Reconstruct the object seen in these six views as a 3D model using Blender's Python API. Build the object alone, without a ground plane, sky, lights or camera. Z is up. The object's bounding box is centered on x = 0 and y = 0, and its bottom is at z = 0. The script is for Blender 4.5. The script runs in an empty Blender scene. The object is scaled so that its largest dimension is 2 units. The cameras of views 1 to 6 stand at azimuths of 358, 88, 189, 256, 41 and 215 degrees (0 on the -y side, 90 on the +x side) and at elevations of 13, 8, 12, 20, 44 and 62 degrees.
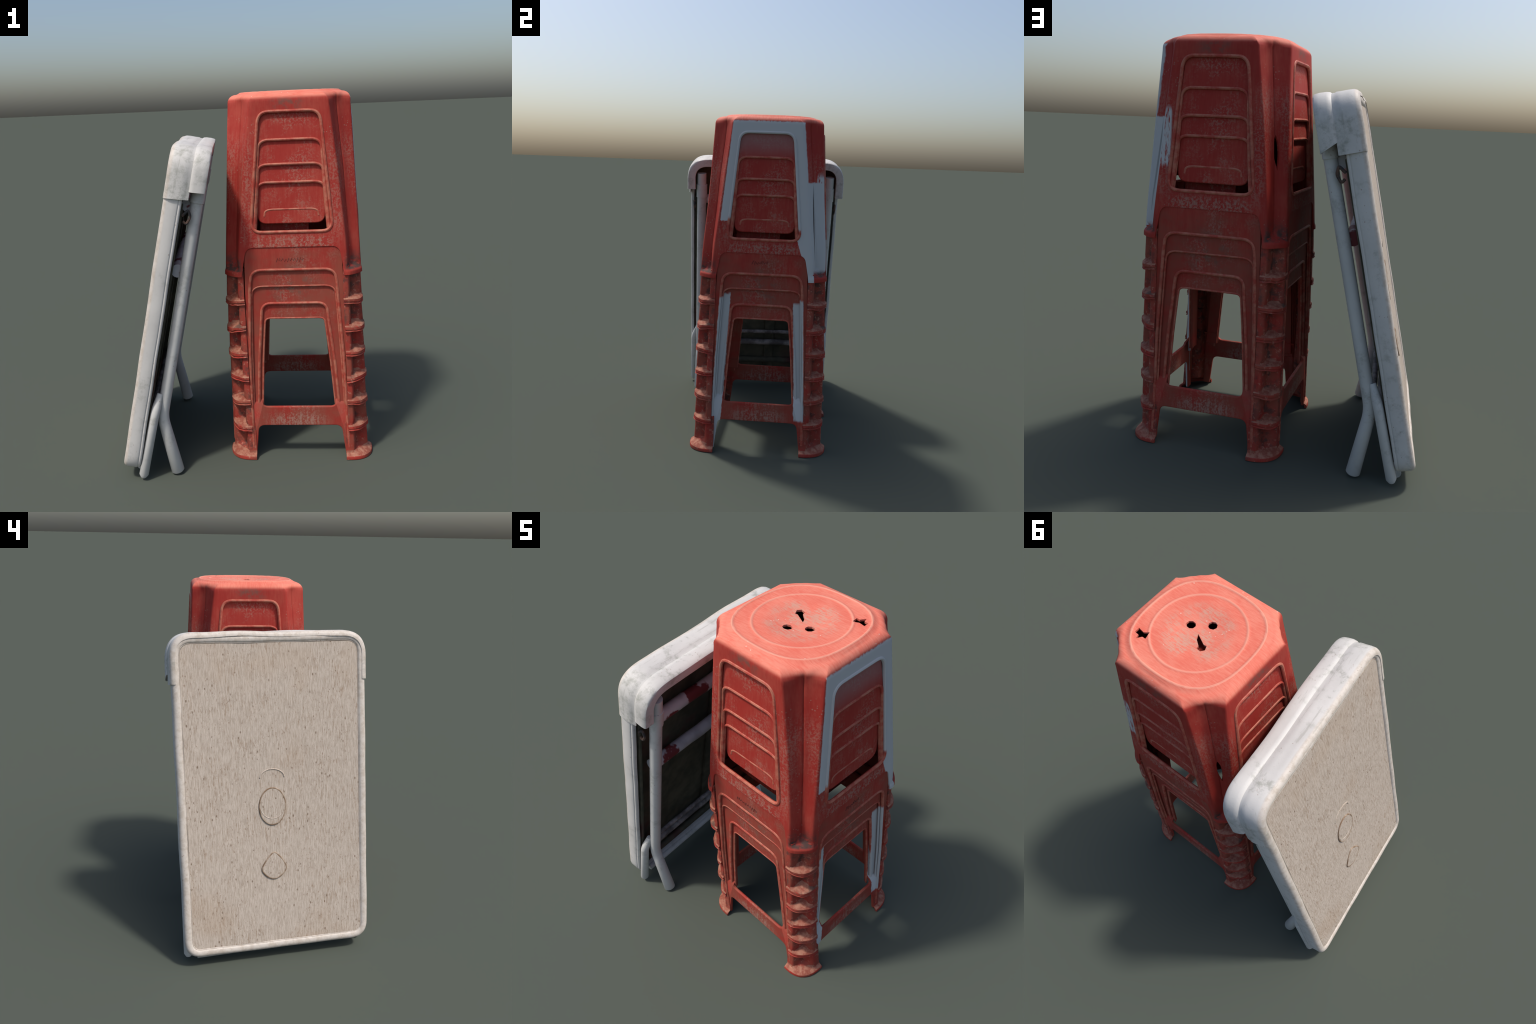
# A stack of eight plastic stools with a folded table leaning against it.
import bpy, bmesh, math, random
from math import sin, cos, pi, radians, sqrt
from mathutils import Vector, Matrix, noise

random.seed(7)
SC = bpy.context.scene

# ------------------------------------------------------------------ helpers
def new_mesh(name, verts, faces):
    me = bpy.data.meshes.new(name)
    me.from_pydata([tuple(v) for v in verts], [], faces)
    me.update()
    return me

def add_object(name, me, parent=None, mat=None, smooth=40):
    ob = bpy.data.objects.new(name, me)
    SC.collection.objects.link(ob)
    if parent is not None:
        ob.parent = parent
    if mat is not None:
        if len(me.materials): me.materials[0] = mat
        else:
            me.materials.append(mat)
            if mat in BEADED: me.materials.append(M_SHELF if mat is M_LEG else (M_BEADS if mat is M_PANELP else M_BEAD))
    if smooth:
        shade(me, smooth)
    return ob

def shade(me, ang):
    for p in me.polygons: p.use_smooth = True
    me.set_sharp_from_angle(angle=radians(ang))

def add_empty(name, loc=(0, 0, 0), rot=(0, 0, 0)):
    ob = bpy.data.objects.new(name, None)
    ob.location = loc; ob.rotation_euler = rot
    ob.empty_display_size = .1
    SC.collection.objects.link(ob)
    return ob

def lerp(a, b, t): return a + (b - a) * t

def table(tab, x):
    """piecewise linear interpolation through a short list of (x, y) control points"""
    tab = sorted(tab)
    if x <= tab[0][0]: return tab[0][1]
    for (x0, y0), (x1, y1) in zip(tab, tab[1:]):
        if x <= x1: return lerp(y0, y1, (x - x0) / (x1 - x0))
    return tab[-1][1]

def sstep(a, b, x):
    t = max(0, min(1, (x - a) / (b - a))); return t * t * (3 - 2 * t)

def rounded(pts, radii, closed=True, n=7):
    """polyline with rounded corners: each corner is replaced by a quadratic arc"""
    out = []; N = len(pts)
    for i, p in enumerate(pts):
        r = radii[i] if isinstance(radii, (list, tuple)) else radii
        if r <= 0 or (not closed and i in (0, N - 1)):
            out.append(Vector(p)); continue
        p = Vector(p); a = Vector(pts[i - 1]); b = Vector(pts[(i + 1) % N])
        da = (a - p); db = (b - p)
        ra = min(r, da.length * .49); rb = min(r, db.length * .49)
        A = p + da.normalized() * ra; B = p + db.normalized() * rb
        for k in range(n + 1):
            t = k / n
            q = A * (1 - t) ** 2 + p * (2 * t * (1 - t)) + B * t * t
            # pull the quadratic towards a circular arc
            out.append(q)
    return out

def plate_mesh(name, outlines, thick, bevel=.003):
    """flat plate in the x/y plane, extruded in z with rounded edges; outlines = [outer, hole, ...]"""
    cu = bpy.data.curves.new(name + "_outline", 'CURVE')
    cu.dimensions = '2D'; cu.fill_mode = 'BOTH'
    cu.extrude = max(thick / 2 - bevel, .0005); cu.bevel_depth = bevel; cu.bevel_resolution = 2
    cu.offset = -bevel
    for o in outlines:
        s = cu.splines.new('POLY'); s.points.add(len(o) - 1); s.use_cyclic_u = True
        for p, q in zip(s.points, o): p.co = (q[0], q[1], 0, 1)
    ob = bpy.data.objects.new(name + "_tmp", cu)
    SC.collection.objects.link(ob)
    bpy.context.view_layer.update()
    dg = bpy.context.evaluated_depsgraph_get()
    me = bpy.data.meshes.new_from_object(ob.evaluated_get(dg))
    me.name = name
    bpy.data.objects.remove(ob); bpy.data.curves.remove(cu)
    return me

def tube_mesh(name, pts, r, closed=False, seg=10, radii=None, cap=True):
    """sweep a circle along a polyline with parallel-transported frames"""
    pts = [Vector(p) for p in pts]; N = len(pts)
    verts, faces = [], []
    up = None
    for i, p in enumerate(pts):
        if closed: t = pts[(i + 1) % N] - pts[i - 1]
        else: t = pts[min(i + 1, N - 1)] - pts[max(i - 1, 0)]
        t.normalize()
        if up is None:
            up = Vector((0, 0, 1)) if abs(t.z) < .9 else Vector((1, 0, 0))
        up = (up - t * up.dot(t)).normalized()
        sd = t.cross(up)
        rr = radii[i] if radii else r
        for k in range(seg):
            a = 2 * pi * k / seg
            verts.append(p + (up * cos(a) + sd * sin(a)) * rr)
    M = N if closed else N - 1
    for i in range(M):
        for k in range(seg):
            a = i * seg + k; b = i * seg + (k + 1) % seg
            j = (i + 1) % N
            faces.append((a, b, j * seg + (k + 1) % seg, j * seg + k))
    if not closed and cap:
        faces.append(tuple(range(seg - 1, -1, -1)))
        faces.append(tuple((N - 1) * seg + k for k in range(seg)))
    return new_mesh(name, verts, faces)

def join_meshes(name, meshes):
    bm = bmesh.new()
    for m in meshes:
        bm.from_mesh(m)
    me = bpy.data.meshes.new(name); bm.to_mesh(me); bm.free()
    for m in meshes: bpy.data.meshes.remove(m)
    return me

def xform(me, fn):
    for v in me.vertices: v.co = fn(v.co)
    me.update(); return me

# ------------------------------------------------------------------ materials
class G:
    """tiny expression builder over shader nodes"""
    def __init__(s, name):
        s.m = bpy.data.materials.new(name); s.m.use_nodes = True
        s.nt = s.m.node_tree; s.nt.nodes.clear()
        s.out = s.nt.nodes.new('ShaderNodeOutputMaterial')
        s.b = s.nt.nodes.new('ShaderNodeBsdfPrincipled')
        s.nt.links.new(s.b.outputs[0], s.out.inputs[0])
        s.co = s.nt.nodes.new('ShaderNodeTexCoord').outputs['Object']
        sp = s.nt.nodes.new('ShaderNodeSeparateXYZ'); s.nt.links.new(s.co, sp.inputs[0])
        s.x, s.y, s.z = sp.outputs
    def put(s, sock, v):
        if isinstance(v, (int, float)): sock.default_value = v
        elif isinstance(v, (tuple, list)): sock.default_value = tuple(v) + ((1,) if len(v) == 3 and sock.type == 'RGBA' else ())
        else: s.nt.links.new(v, sock)
    def math(s, op, a, b=0, c=0):
        n = s.nt.nodes.new('ShaderNodeMath'); n.operation = op
        s.put(n.inputs[0], a); s.put(n.inputs[1], b); s.put(n.inputs[2], c); return n.outputs[0]
    def add(s, a, b): return s.math('ADD', a, b)
    def sub(s, a, b): return s.math('SUBTRACT', a, b)
    def mul(s, *a):
        r = a[0]
        for q in a[1:]: r = s.math('MULTIPLY', r, q)
        return r
    def mx(s, a, b): return s.math('MAXIMUM', a, b)
    def mn(s, a, b): return s.math('MINIMUM', a, b)
    def abs(s, a): return s.math('ABSOLUTE', a)
    def step(s, v, a, b):
        """0 at a, 1 at b, smooth"""
        n = s.nt.nodes.new('ShaderNodeMapRange'); n.interpolation_type = 'SMOOTHSTEP'
        flip = a > b
        if flip: a, b = b, a
        s.put(n.inputs[0], v); n.inputs[1].default_value = a; n.inputs[2].default_value = b
        n.inputs[3].default_value = 1 if flip else 0; n.inputs[4].default_value = 0 if flip else 1
        return n.outputs[0]
    def band(s, v, a, b, soft): return s.mul(s.step(v, a - soft, a + soft), s.step(v, b + soft, b - soft))
    def scaled(s, sc, rot=(0, 0, 0), src=None):
        n = s.nt.nodes.new('ShaderNodeMapping'); s.nt.links.new(src or s.co, n.inputs[0])
        n.inputs['Scale'].default_value = sc; n.inputs['Rotation'].default_value = rot; return n.outputs[0]
    def noise(s, scale, detail=4, rough=.6, vec=None, dist=0):
        n = s.nt.nodes.new('ShaderNodeTexNoise'); n.inputs['Scale'].default_value = scale
        n.inputs['Detail'].default_value = detail; n.inputs['Roughness'].default_value = rough
        n.inputs['Distortion'].default_value = dist
        s.nt.links.new(vec or s.co, n.inputs['Vector']); return n.outputs[0]
    def voro(s, scale, vec=None):
        n = s.nt.nodes.new('ShaderNodeTexVoronoi'); n.inputs['Scale'].default_value = scale
        s.nt.links.new(vec or s.co, n.inputs['Vector']); return n.outputs['Distance']
    def mix(s, f, a, b):
        n = s.nt.nodes.new('ShaderNodeMix'); n.data_type = 'RGBA'
        s.put(n.inputs[0], f); s.put(n.inputs[6], a); s.put(n.inputs[7], b); return n.outputs[2]
    def done(s, col, rough=.6, bump=None, strength=.3, dist=.002, spec=.35):
        s.put(s.b.inputs['Base Color'], col); s.put(s.b.inputs['Roughness'], rough)
        s.b.inputs['Specular IOR Level'].default_value = spec
        if bump is not None:
            n = s.nt.nodes.new('ShaderNodeBump'); n.inputs['Strength'].default_value = strength
            n.inputs['Distance'].default_value = dist
            s.nt.links.new(bump, n.inputs['Height']); s.nt.links.new(n.outputs[0], s.b.inputs['Normal'])
        return s.m

RED = (.33, .028, .020)
RED_FADED = (.385, .066, .045)
RED_DEEP = (.25, .020, .016)
DUST = (.33, .22, .17)
CHARCOAL = (.045, .042, .036)
GREY_PAINT = (.49, .485, .48)

def red_plastic(name, kind, painted=False):
    """worn red plastic; kind picks where dust, soot and grey paint sit"""
    g = G(name)
    big = g.noise(5, 4, .6)
    fine = g.noise(70, 5, .7)
    streak = g.noise(9, 5, .7, g.scaled((9, 9, 1.2)))
    speck = g.noise(95, 4, .75)
    f = g.step(g.add(g.mul(big, .6), g.mul(streak, .4)), .42, .68)
    col = g.mix(g.mul(f, .75), RED, RED_FADED)
    col = g.mix(g.mul(g.step(fine, .55, .75), .35), col, RED_DEEP)
    ax, ay = g.abs(g.x), g.abs(g.y)
    if kind == 'shell':
        u = g.mn(ax, ay)                                    # distance from the middle of a side
        # pale scuffs on the rail below the window and down the face edges
        grain = g.step(g.add(g.mul(speck, .65), g.mul(streak, .35)), .47, .56)
        rail = g.mul(g.band(g.z, 1.19, 1.262, .025), g.step(u, .25, .16))
        edge = g.mul(g.band(u, .195, .262, .02), g.band(g.z, 1.25, 1.75, .08), .6)
        chips = g.mul(g.step(g.voro(70), .28, .2), g.step(g.noise(11), .52, .6), .7)
        dust = g.mul(g.mx(rail, edge), grain)
        dust = g.mx(dust, g.mul(chips, g.step(g.z, 1.9, 1.85)))
        col = g.mix(g.mul(dust, .62), col, DUST)
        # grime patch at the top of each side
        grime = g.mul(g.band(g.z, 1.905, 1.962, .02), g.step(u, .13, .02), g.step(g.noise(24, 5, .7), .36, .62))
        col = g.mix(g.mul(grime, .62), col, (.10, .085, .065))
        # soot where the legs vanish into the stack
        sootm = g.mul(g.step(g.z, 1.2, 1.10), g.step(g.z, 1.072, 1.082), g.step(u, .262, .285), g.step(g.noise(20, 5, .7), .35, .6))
        col = g.mix(g.mul(sootm, .9), col, CHARCOAL)
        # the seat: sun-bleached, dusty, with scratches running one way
        seat = g.step(g.z, 1.955, 1.975)
        r = g.math('SQRT', g.add(g.mul(g.x, g.x), g.mul(g.y, g.y)))
        scr = g.noise(7, 5, .7, g.scaled((3, 22, 3), (0, 0, radians(35))))
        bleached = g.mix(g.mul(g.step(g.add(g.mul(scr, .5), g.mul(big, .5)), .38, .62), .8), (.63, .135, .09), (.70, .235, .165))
        worn = g.mul(g.step(r, .185, .13), g.step(g.noise(7, 5, .7), .40, .58), g.step(g.add(g.mul(scr, .6), g.mul(fine, .4)), .42, .54))
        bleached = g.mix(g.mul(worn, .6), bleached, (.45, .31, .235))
        ring = g.mx(g.band(r, .206, .216, .004), g.mul(g.step(g.z, 1.9965, 1.998), g.step(r, .235, .245)))
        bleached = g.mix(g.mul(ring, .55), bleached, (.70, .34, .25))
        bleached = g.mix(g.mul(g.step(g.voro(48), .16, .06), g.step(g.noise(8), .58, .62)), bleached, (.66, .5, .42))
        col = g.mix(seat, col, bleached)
        # grey paint brushed on the right-hand side
        wob = g.mul(g.sub(g.noise(30, 3), .5), .008)
        yy = g.add(g.y, wob); zz = g.add(g.z, g.mul(g.sub(g.noise(60, 4), .5), .02))
        right = g.step(g.sub(g.x, ay), .0, .03)
        lim = g.add(.213, g.mul(g.sub(1.93, g.z), .102))
        inside = g.step(g.sub(g.add(g.abs(yy), g.mul(g.step(g.y, 0, -.05), .015)), lim), .004, -.002)
        leftb = g.mul(g.step(yy, -.10, -.105), g.step(zz, 1.384, 1.39))
        rightb = g.mul(g.step(yy, .10, .105), g.step(g.sub(g.add(yy, g.mul(zz, .30)), .58), .0, .006))
        topb = g.step(zz, 1.862, 1.867)
        paint = g.mul(right, inside, g.step(zz, 1.965, 1.955), g.mx(g.mx(leftb, rightb), topb))
        legp = g.mul(g.step(g.sub(g.y, lim), -.006, -.002), g.step(g.sub(g.x, lim), -.012, -.008), g.step(zz, 1.625, 1.615), g.step(zz, 1.09, 1.12))
        backp = g.mul(g.step(g.y, .29, .30), g.band(g.x, .205, .29, .006), g.band(zz, 1.40, 1.66, .02), g.step(streak, .40, .5))
        paint = g.mx(paint, g.mx(legp, backp))
        col = g.mix(paint, col, GREY_PAINT)
    elif kind == 'panel':
        # panels are modelled facing -y: x runs across the panel
        grain = g.step(g.add(g.mul(speck, .7), g.mul(streak, .3)), .49, .57)
        mid = g.step(ax, .19, .03)
        dust = g.mx(g.mul(mid, grain, g.step(g.noise(6), .42, .55)), g.mul(grain, g.step(g.noise(4, 3), .52, .64), .45))
        scuff = g.mul(g.band(g.z, .19, .258, .02), g.step(ax, .21, .08), g.step(g.add(g.mul(speck, .5), g.mul(streak, .5)), .45, .56))
        brown = g.mul(g.step(g.z, 1.22, 1.15), g.step(g.noise(7, 5), .30, .62))
        col = g.mix(g.mul(brown, .72), col, (.235, .070, .045))
        col = g.mix(g.mul(dust, .42), col, DUST)
        col = g.mix(g.mul(scuff, .55), col, (.36, .23, .18))
        grime = g.mul(g.step(g.z, 1.19, 1.0), g.step(g.z, .85, .98), mid, g.step(g.noise(16, 5, .75), .48, .68))
        col = g.mix(g.mul(grime, .55), col, (.13, .10, .075))
        # thin dark scratches under the rail
        scr = g.mul(g.step(g.noise(14, 4, .7, g.scaled((5, 1, 1.2), (0, radians(-20), 0))), .64, .68),
                    g.band(g.z, 1.12, 1.165, .012), g.band(g.x, -.09, .07, .02))
        col = g.mix(g.mul(scr, .7), col, (.10, .045, .035))
        if painted:
            wob = g.mul(g.sub(g.noise(30, 3), .5), .014)
            xx = g.add(g.x, wob); zz = g.add(g.z, g.mul(wob, 2))
            lc = g.add(.235, g.mul(g.sub(.5, g.z), .045))
            onl = g.mul(g.step(g.sub(g.abs(g.add(xx, lc)), .030), .002, -.002), g.step(zz, .965, .95))
            onr = g.mul(g.step(g.sub(g.abs(g.sub(xx, lc)), .030), .002, -.002), g.step(zz, .925, .90), g.step(zz, .20, .22))
            haze = g.mul(g.step(g.z, 1.72, 1.86), .65, g.add(.5, g.mul(big, .8)))
            col = g.mix(haze, col, (.30, .18, .17))
            tc = g.nt.nodes.new('ShaderNodeTexCoord'); sn = g.nt.nodes.new('ShaderNodeSeparateXYZ')
            g.nt.links.new(tc.outputs['Normal'], sn.inputs[0])
            outward = g.step(sn.outputs[1], .2, -.1)          # brushed on from outside only
            col = g.mix(g.mul(g.mx(onl, onr), outward), col, GREY_PAINT)
    elif kind == 'leg':
        # brown blotches, near-black patches deep in each corner pocket, tan specks
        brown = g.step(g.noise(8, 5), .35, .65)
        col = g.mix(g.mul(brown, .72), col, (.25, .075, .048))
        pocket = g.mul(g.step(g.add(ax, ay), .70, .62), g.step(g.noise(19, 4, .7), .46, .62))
        col = g.mix(g.mul(pocket, .75), col, CHARCOAL)
        col = g.mix(g.mul(g.step(g.noise(45, 4, .7), .56, .66), .5), col, (.46, .24, .17))
    bump = g.add(g.mul(fine, .5), g.mul(streak, .4))
    return g.done(col, g.add(.55, g.mul(big, .25)), bump, .25, .002, .22)

def white_enamel(name, base=(.57, .565, .54), grime=.55, rust=True, stained=False, seams=False):
    g = G(name)
    big = g.noise(4, 4, .6); fine = g.noise(90, 4, .7)
    col = g.mix(g.step(big, .35, .7), base, tuple(c * .9 for c in base))
    dirt = g.mul(g.step(g.noise(12, 6, .75), .5, .68), g.step(g.noise(3, 3), .42, .6))
    col = g.mix(g.mul(dirt, grime), col, (.30, .30, .26))
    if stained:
        col = g.mix(g.mul(g.step(g.x, .022, .008), .85), col, g.mix(g.step(g.noise(30, 5, .7), .4, .66), (.58, .52, .46), (.46, .39, .32)))
    if seams:
        # grey-green grime on the hanging ends, scratches along the bands
        gr = g.mul(g.step(g.z, 1.72, 1.56), g.step(g.noise(16, 6, .8), .44, .62), g.step(g.noise(5, 3), .36, .56))
        col = g.mix(g.mul(gr, .55), col, (.25, .26, .22))
        sc = g.step(g.noise(1, 5, .7, g.scaled((60, 5, 5))), .60, .66)
        col = g.mix(g.mul(sc, .45), col, (.34, .33, .29))
    if rust:
        sp = g.mul(g.step(g.voro(60, g.scaled((1, 1, .7))), .19, .06), g.step(g.noise(9), .56, .62))
        col = g.mix(g.mul(sp, .7), col, (.22, .12, .07))
    col = g.mix(g.mul(g.step(fine, .6, .75), .25), col, (.42, .42, .39))
    return g.done(col, .55, g.add(fine, g.mul(big, 2)), .25, .002)

def tabletop_face(name):
    g = G(name)                       # object axes: x across (y in world), z up the slope
    st = g.noise(1, 6, .8, g.scaled((230, 230, 20)))
    st2 = g.noise(1, 6, .75, g.scaled((95, 95, 16)))
    blot = g.noise(5, 5, .65)
    low = g.noise(2.2, 3, .5)
    col = g.mix(g.step(st, .30, .66), (.325, .265, .21), (.555, .48, .41))
    col = g.mix(g.mul(g.step(st2, .50, .66), g.step(blot, .40, .62), .7), col, (.25, .16, .095))
    col = g.mix(g.mul(g.step(low, .5, .7), .3), col, (.40, .29, .20))
    vs = g.scaled((1, 1, .55))
    sp = g.mul(g.step(g.voro(42, vs), .21, .12), g.step(g.noise(14), .50, .58))
    col = g.mix(g.mul(sp, .75), col, (.14, .085, .05))
    sp2 = g.mul(g.step(g.noise(1, 4, .7, g.scaled((150, 150, 50))), .585, .64), g.step(g.noise(7), .36, .56))
    col = g.mix(g.mul(sp2, .7), col, (.20, .12, .07))
    return g.done(col, .7, g.add(st, g.mul(st2, .6)), .4, .0015, .25)

def dark_board(name):
    g = G(name)
    n = g.noise(6, 5, .65); m = g.noise(3, 3)
    col = g.mix(g.step(n, .35, .7), (.045, .042, .028), (.10, .09, .06))
    col = g.mix(g.step(m, .55, .7), col, (.07, .022, .02))
    return g.done(col, .8, n, .4, .004)

def smeared_bar(name):
    """white tube with red blotches after smears in the scan"""
    g = G(name)
    n = g.noise(7, 4, .6); p = g.noise(4, 4, .6, g.scaled((1, 1, 1)))
    col = g.mix(g.step(n, .4, .7), (.56, .54, .54), (.40, .38, .39))
    col = g.mix(g.step(p, .54, .57), col, (.17, .03, .032))  # red smears of the scan, copied into the colour
    return g.done(col, .6, n, .2, .002)

M_SHELL = red_plastic("worn_red_plastic_top_stool", 'shell')
M_PANEL = red_plastic("worn_red_plastic_panel", 'panel')
M_PANELP = red_plastic("worn_red_plastic_panel_grey_paint", 'panel', True)
BEADED = (M_PANEL, M_PANELP)
def pale_bead(name, painted=False, strip=False):  # beads are lighter and more orange than the panels they edge
    g = G(name); n = g.noise(22, 5, .7); m = g.noise(6, 4)
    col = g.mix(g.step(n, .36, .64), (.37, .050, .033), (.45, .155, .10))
    col = g.mix(g.mul(g.step(m, .5, .68), .6), col, (.34, .10, .065))
    if painted:
        zz = g.add(g.z, g.mul(g.sub(n, .5), .06))
        col = g.mix(g.mx(g.mul(g.step(zz, 1.40, 1.43), g.step(g.x, -.02, -.05)), g.mx(g.step(zz, 1.86, 1.87), g.mul(g.step(zz, 1.33, 1.36), g.step(g.x, .02, .05)))), col, GREY_PAINT)
    if strip:
        lc = g.add(.235, g.mul(g.sub(.5, g.z), .045))
        on = g.mul(g.step(g.sub(g.abs(g.sub(g.abs(g.add(g.x, g.mul(g.sub(n, .5), .014))), lc)), .030), .003, -.003),
                   g.step(g.add(g.z, g.mul(n, .03)), .96, .94), g.mx(g.step(g.z, .20, .22), g.step(g.x, .0, -.01)))
        col = g.mix(on, col, GREY_PAINT)
    return g.done(col, .6, n, .3, .002)
M_BEADS = pale_bead("pale_red_edge_grey_strip", False, True)
M_BEAD = pale_bead("pale_red_edge"); M_BEADP = pale_bead("pale_red_edge_grey_paint", True)
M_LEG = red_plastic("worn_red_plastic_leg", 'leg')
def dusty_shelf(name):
    g = G(name); n = g.noise(30, 5, .7); m = g.noise(12, 4)
    col = g.mix(g.step(n, .38, .62), (.25, .070, .046), (.36, .165, .11))
    col = g.mix(g.mul(g.step(m, .54, .66), .7), col, CHARCOAL)
    return g.done(col, .75, n, .4, .003, .2)
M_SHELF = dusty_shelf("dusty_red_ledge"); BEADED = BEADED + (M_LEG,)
M_WHITE = white_enamel("chipped_white_enamel")
M_RIM = white_enamel("white_plastic_rim", (.60, .58, .55), .5)
M_HOOD = white_enamel("grimy_white_plastic_hood", (.60, .58, .55), .75, True, True, True)
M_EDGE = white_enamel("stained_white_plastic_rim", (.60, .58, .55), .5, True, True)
M_FACE = tabletop_face("stained_beige_laminate")
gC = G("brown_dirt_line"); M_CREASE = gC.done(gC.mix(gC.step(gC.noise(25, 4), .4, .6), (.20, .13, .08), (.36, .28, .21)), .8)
M_BOARD = dark_board("dark_weathered_board")
M_BAR = smeared_bar("white_tube_scan_smears")
gD = G("grimy_tube"); nD = gD.noise(9, 5, .7)
M_DULL = gD.done(gD.mix(gD.step(nD, .38, .66), (.10, .085, .08), (.30, .27, .26)), .7, nD, .3, .002)
gI = G("dark_iron"); M_IRON = gI.done(gI.mix(gI.step(gI.noise(20), .4, .6), (.03, .03, .032), (.12, .07, .05)), .7)

# ------------------------------------------------------------------ the stool stack
ROT = radians(-6.5)
CX, CY = .283, .008
FOOT_Z = [1.05, .893, .742, .597, .456, .315, .165, 0.0]     # foot level of each stool, top one first
SLOPE = .05

stools = []
for k in range(8):
    e = add_empty("plastic_stool", (CX, CY, FOOT_Z[k]), (0, 0, ROT))
    e["label"] = ["worn red plastic stool on top with grey painted side",
                  "worn red plastic stool nested in the stack",
                  "worn red plastic stool at the bottom with open window"][0 if k == 0 else (2 if k == 7 else 1)]
    e["category"] = "plastic stool"
    stools.append(e)

def stool_part(k, name, me, mat, turn=0, smooth=40):
    ob = add_object(name, me, stools[k], mat, smooth)
    ob.location = (0, 0, -FOOT_Z[k])
    ob.rotation_euler = (0, 0, turn * pi / 2)      # 0 front, 1 right, 2 back, 3 left
    return ob

def face_d(k, z): return .3645 - SLOPE * (z - FOOT_Z[k])

# cross-section of one corner, from the end of the flat side (w, d) to the diagonal (c, c)
NF, NC = 10, 14
def corner_half(w, d, c, f):
    """f=0: concave notch; f=1: filled, convex flange"""
    deep = [(w, d), (w + .006, d - .0035), (w + .011, d - .012), (lerp(w + .014, c, .45), lerp(d - .016, c, .5)),
            (c - .001, c + .007), (c, c)]
    out = []
    for i in range(NC + 1):
        t = i / NC
        s = t * (len(deep) - 1); j = min(int(s), len(deep) - 2); q = s - j
        P = [deep[max(j - 1, 0)], deep[j], deep[j + 1], deep[min(j + 2, len(deep) - 1)]]
        cr = []
        for ax in (0, 1):
            a, b, cc, dd = (p[ax] for p in P)
            cr.append(.5 * (2 * b + (cc - a) * q + (2 * a - 5 * b + 4 * cc - dd) * q * q + (3 * b - a - 3 * cc + dd) * q ** 3))
        b1 = (2 * c - d, d)
        fl = [(1 - t) ** 2 * p0 + 2 * t * (1 - t) * p1 + t * t * p2 for p0, p1, p2 in zip((w, d), b1, (c, c))]
        out.append((lerp(cr[0], fl[0], f), lerp(cr[1], fl[1], f)))
    return out

def full_ring(w, d, c, f):
    """closed perimeter, counter-clockwise from the middle of the front (-y) side"""
    half = [(w * i / NF, d) for i in range(NF)] + corner_half(w, d, c, f)      # (along, out) from middle to diagonal
    side = []
    for a, o in half: side.append((a, -o))                  # front, going +x
    for a, o in reversed(half[:-1]): side.append((o, -a))   # right, up to its middle
    side = side[:-1]
    ring = []
    for q in range(4):
        cs, sn = [(1, 0), (0, 1), (-1, 0), (0, -1)][q]
        for x, y in side: ring.append((x * cs - y * sn, x * sn + y * cs))
    return ring

W_TAB = [(1.05, .284), (1.24, .272), (1.62, .235), (1.93, .197)]
C_TAB = [(1.12, .300), (1.24, .297), (1.62, .272), (1.86, .248), (1.93, .242)]

def shell_depth(z):
    """the top stool is a little deeper front to back towards its foot"""
    return 1 + .026 * sstep(1.60, 1.15, z)

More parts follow.
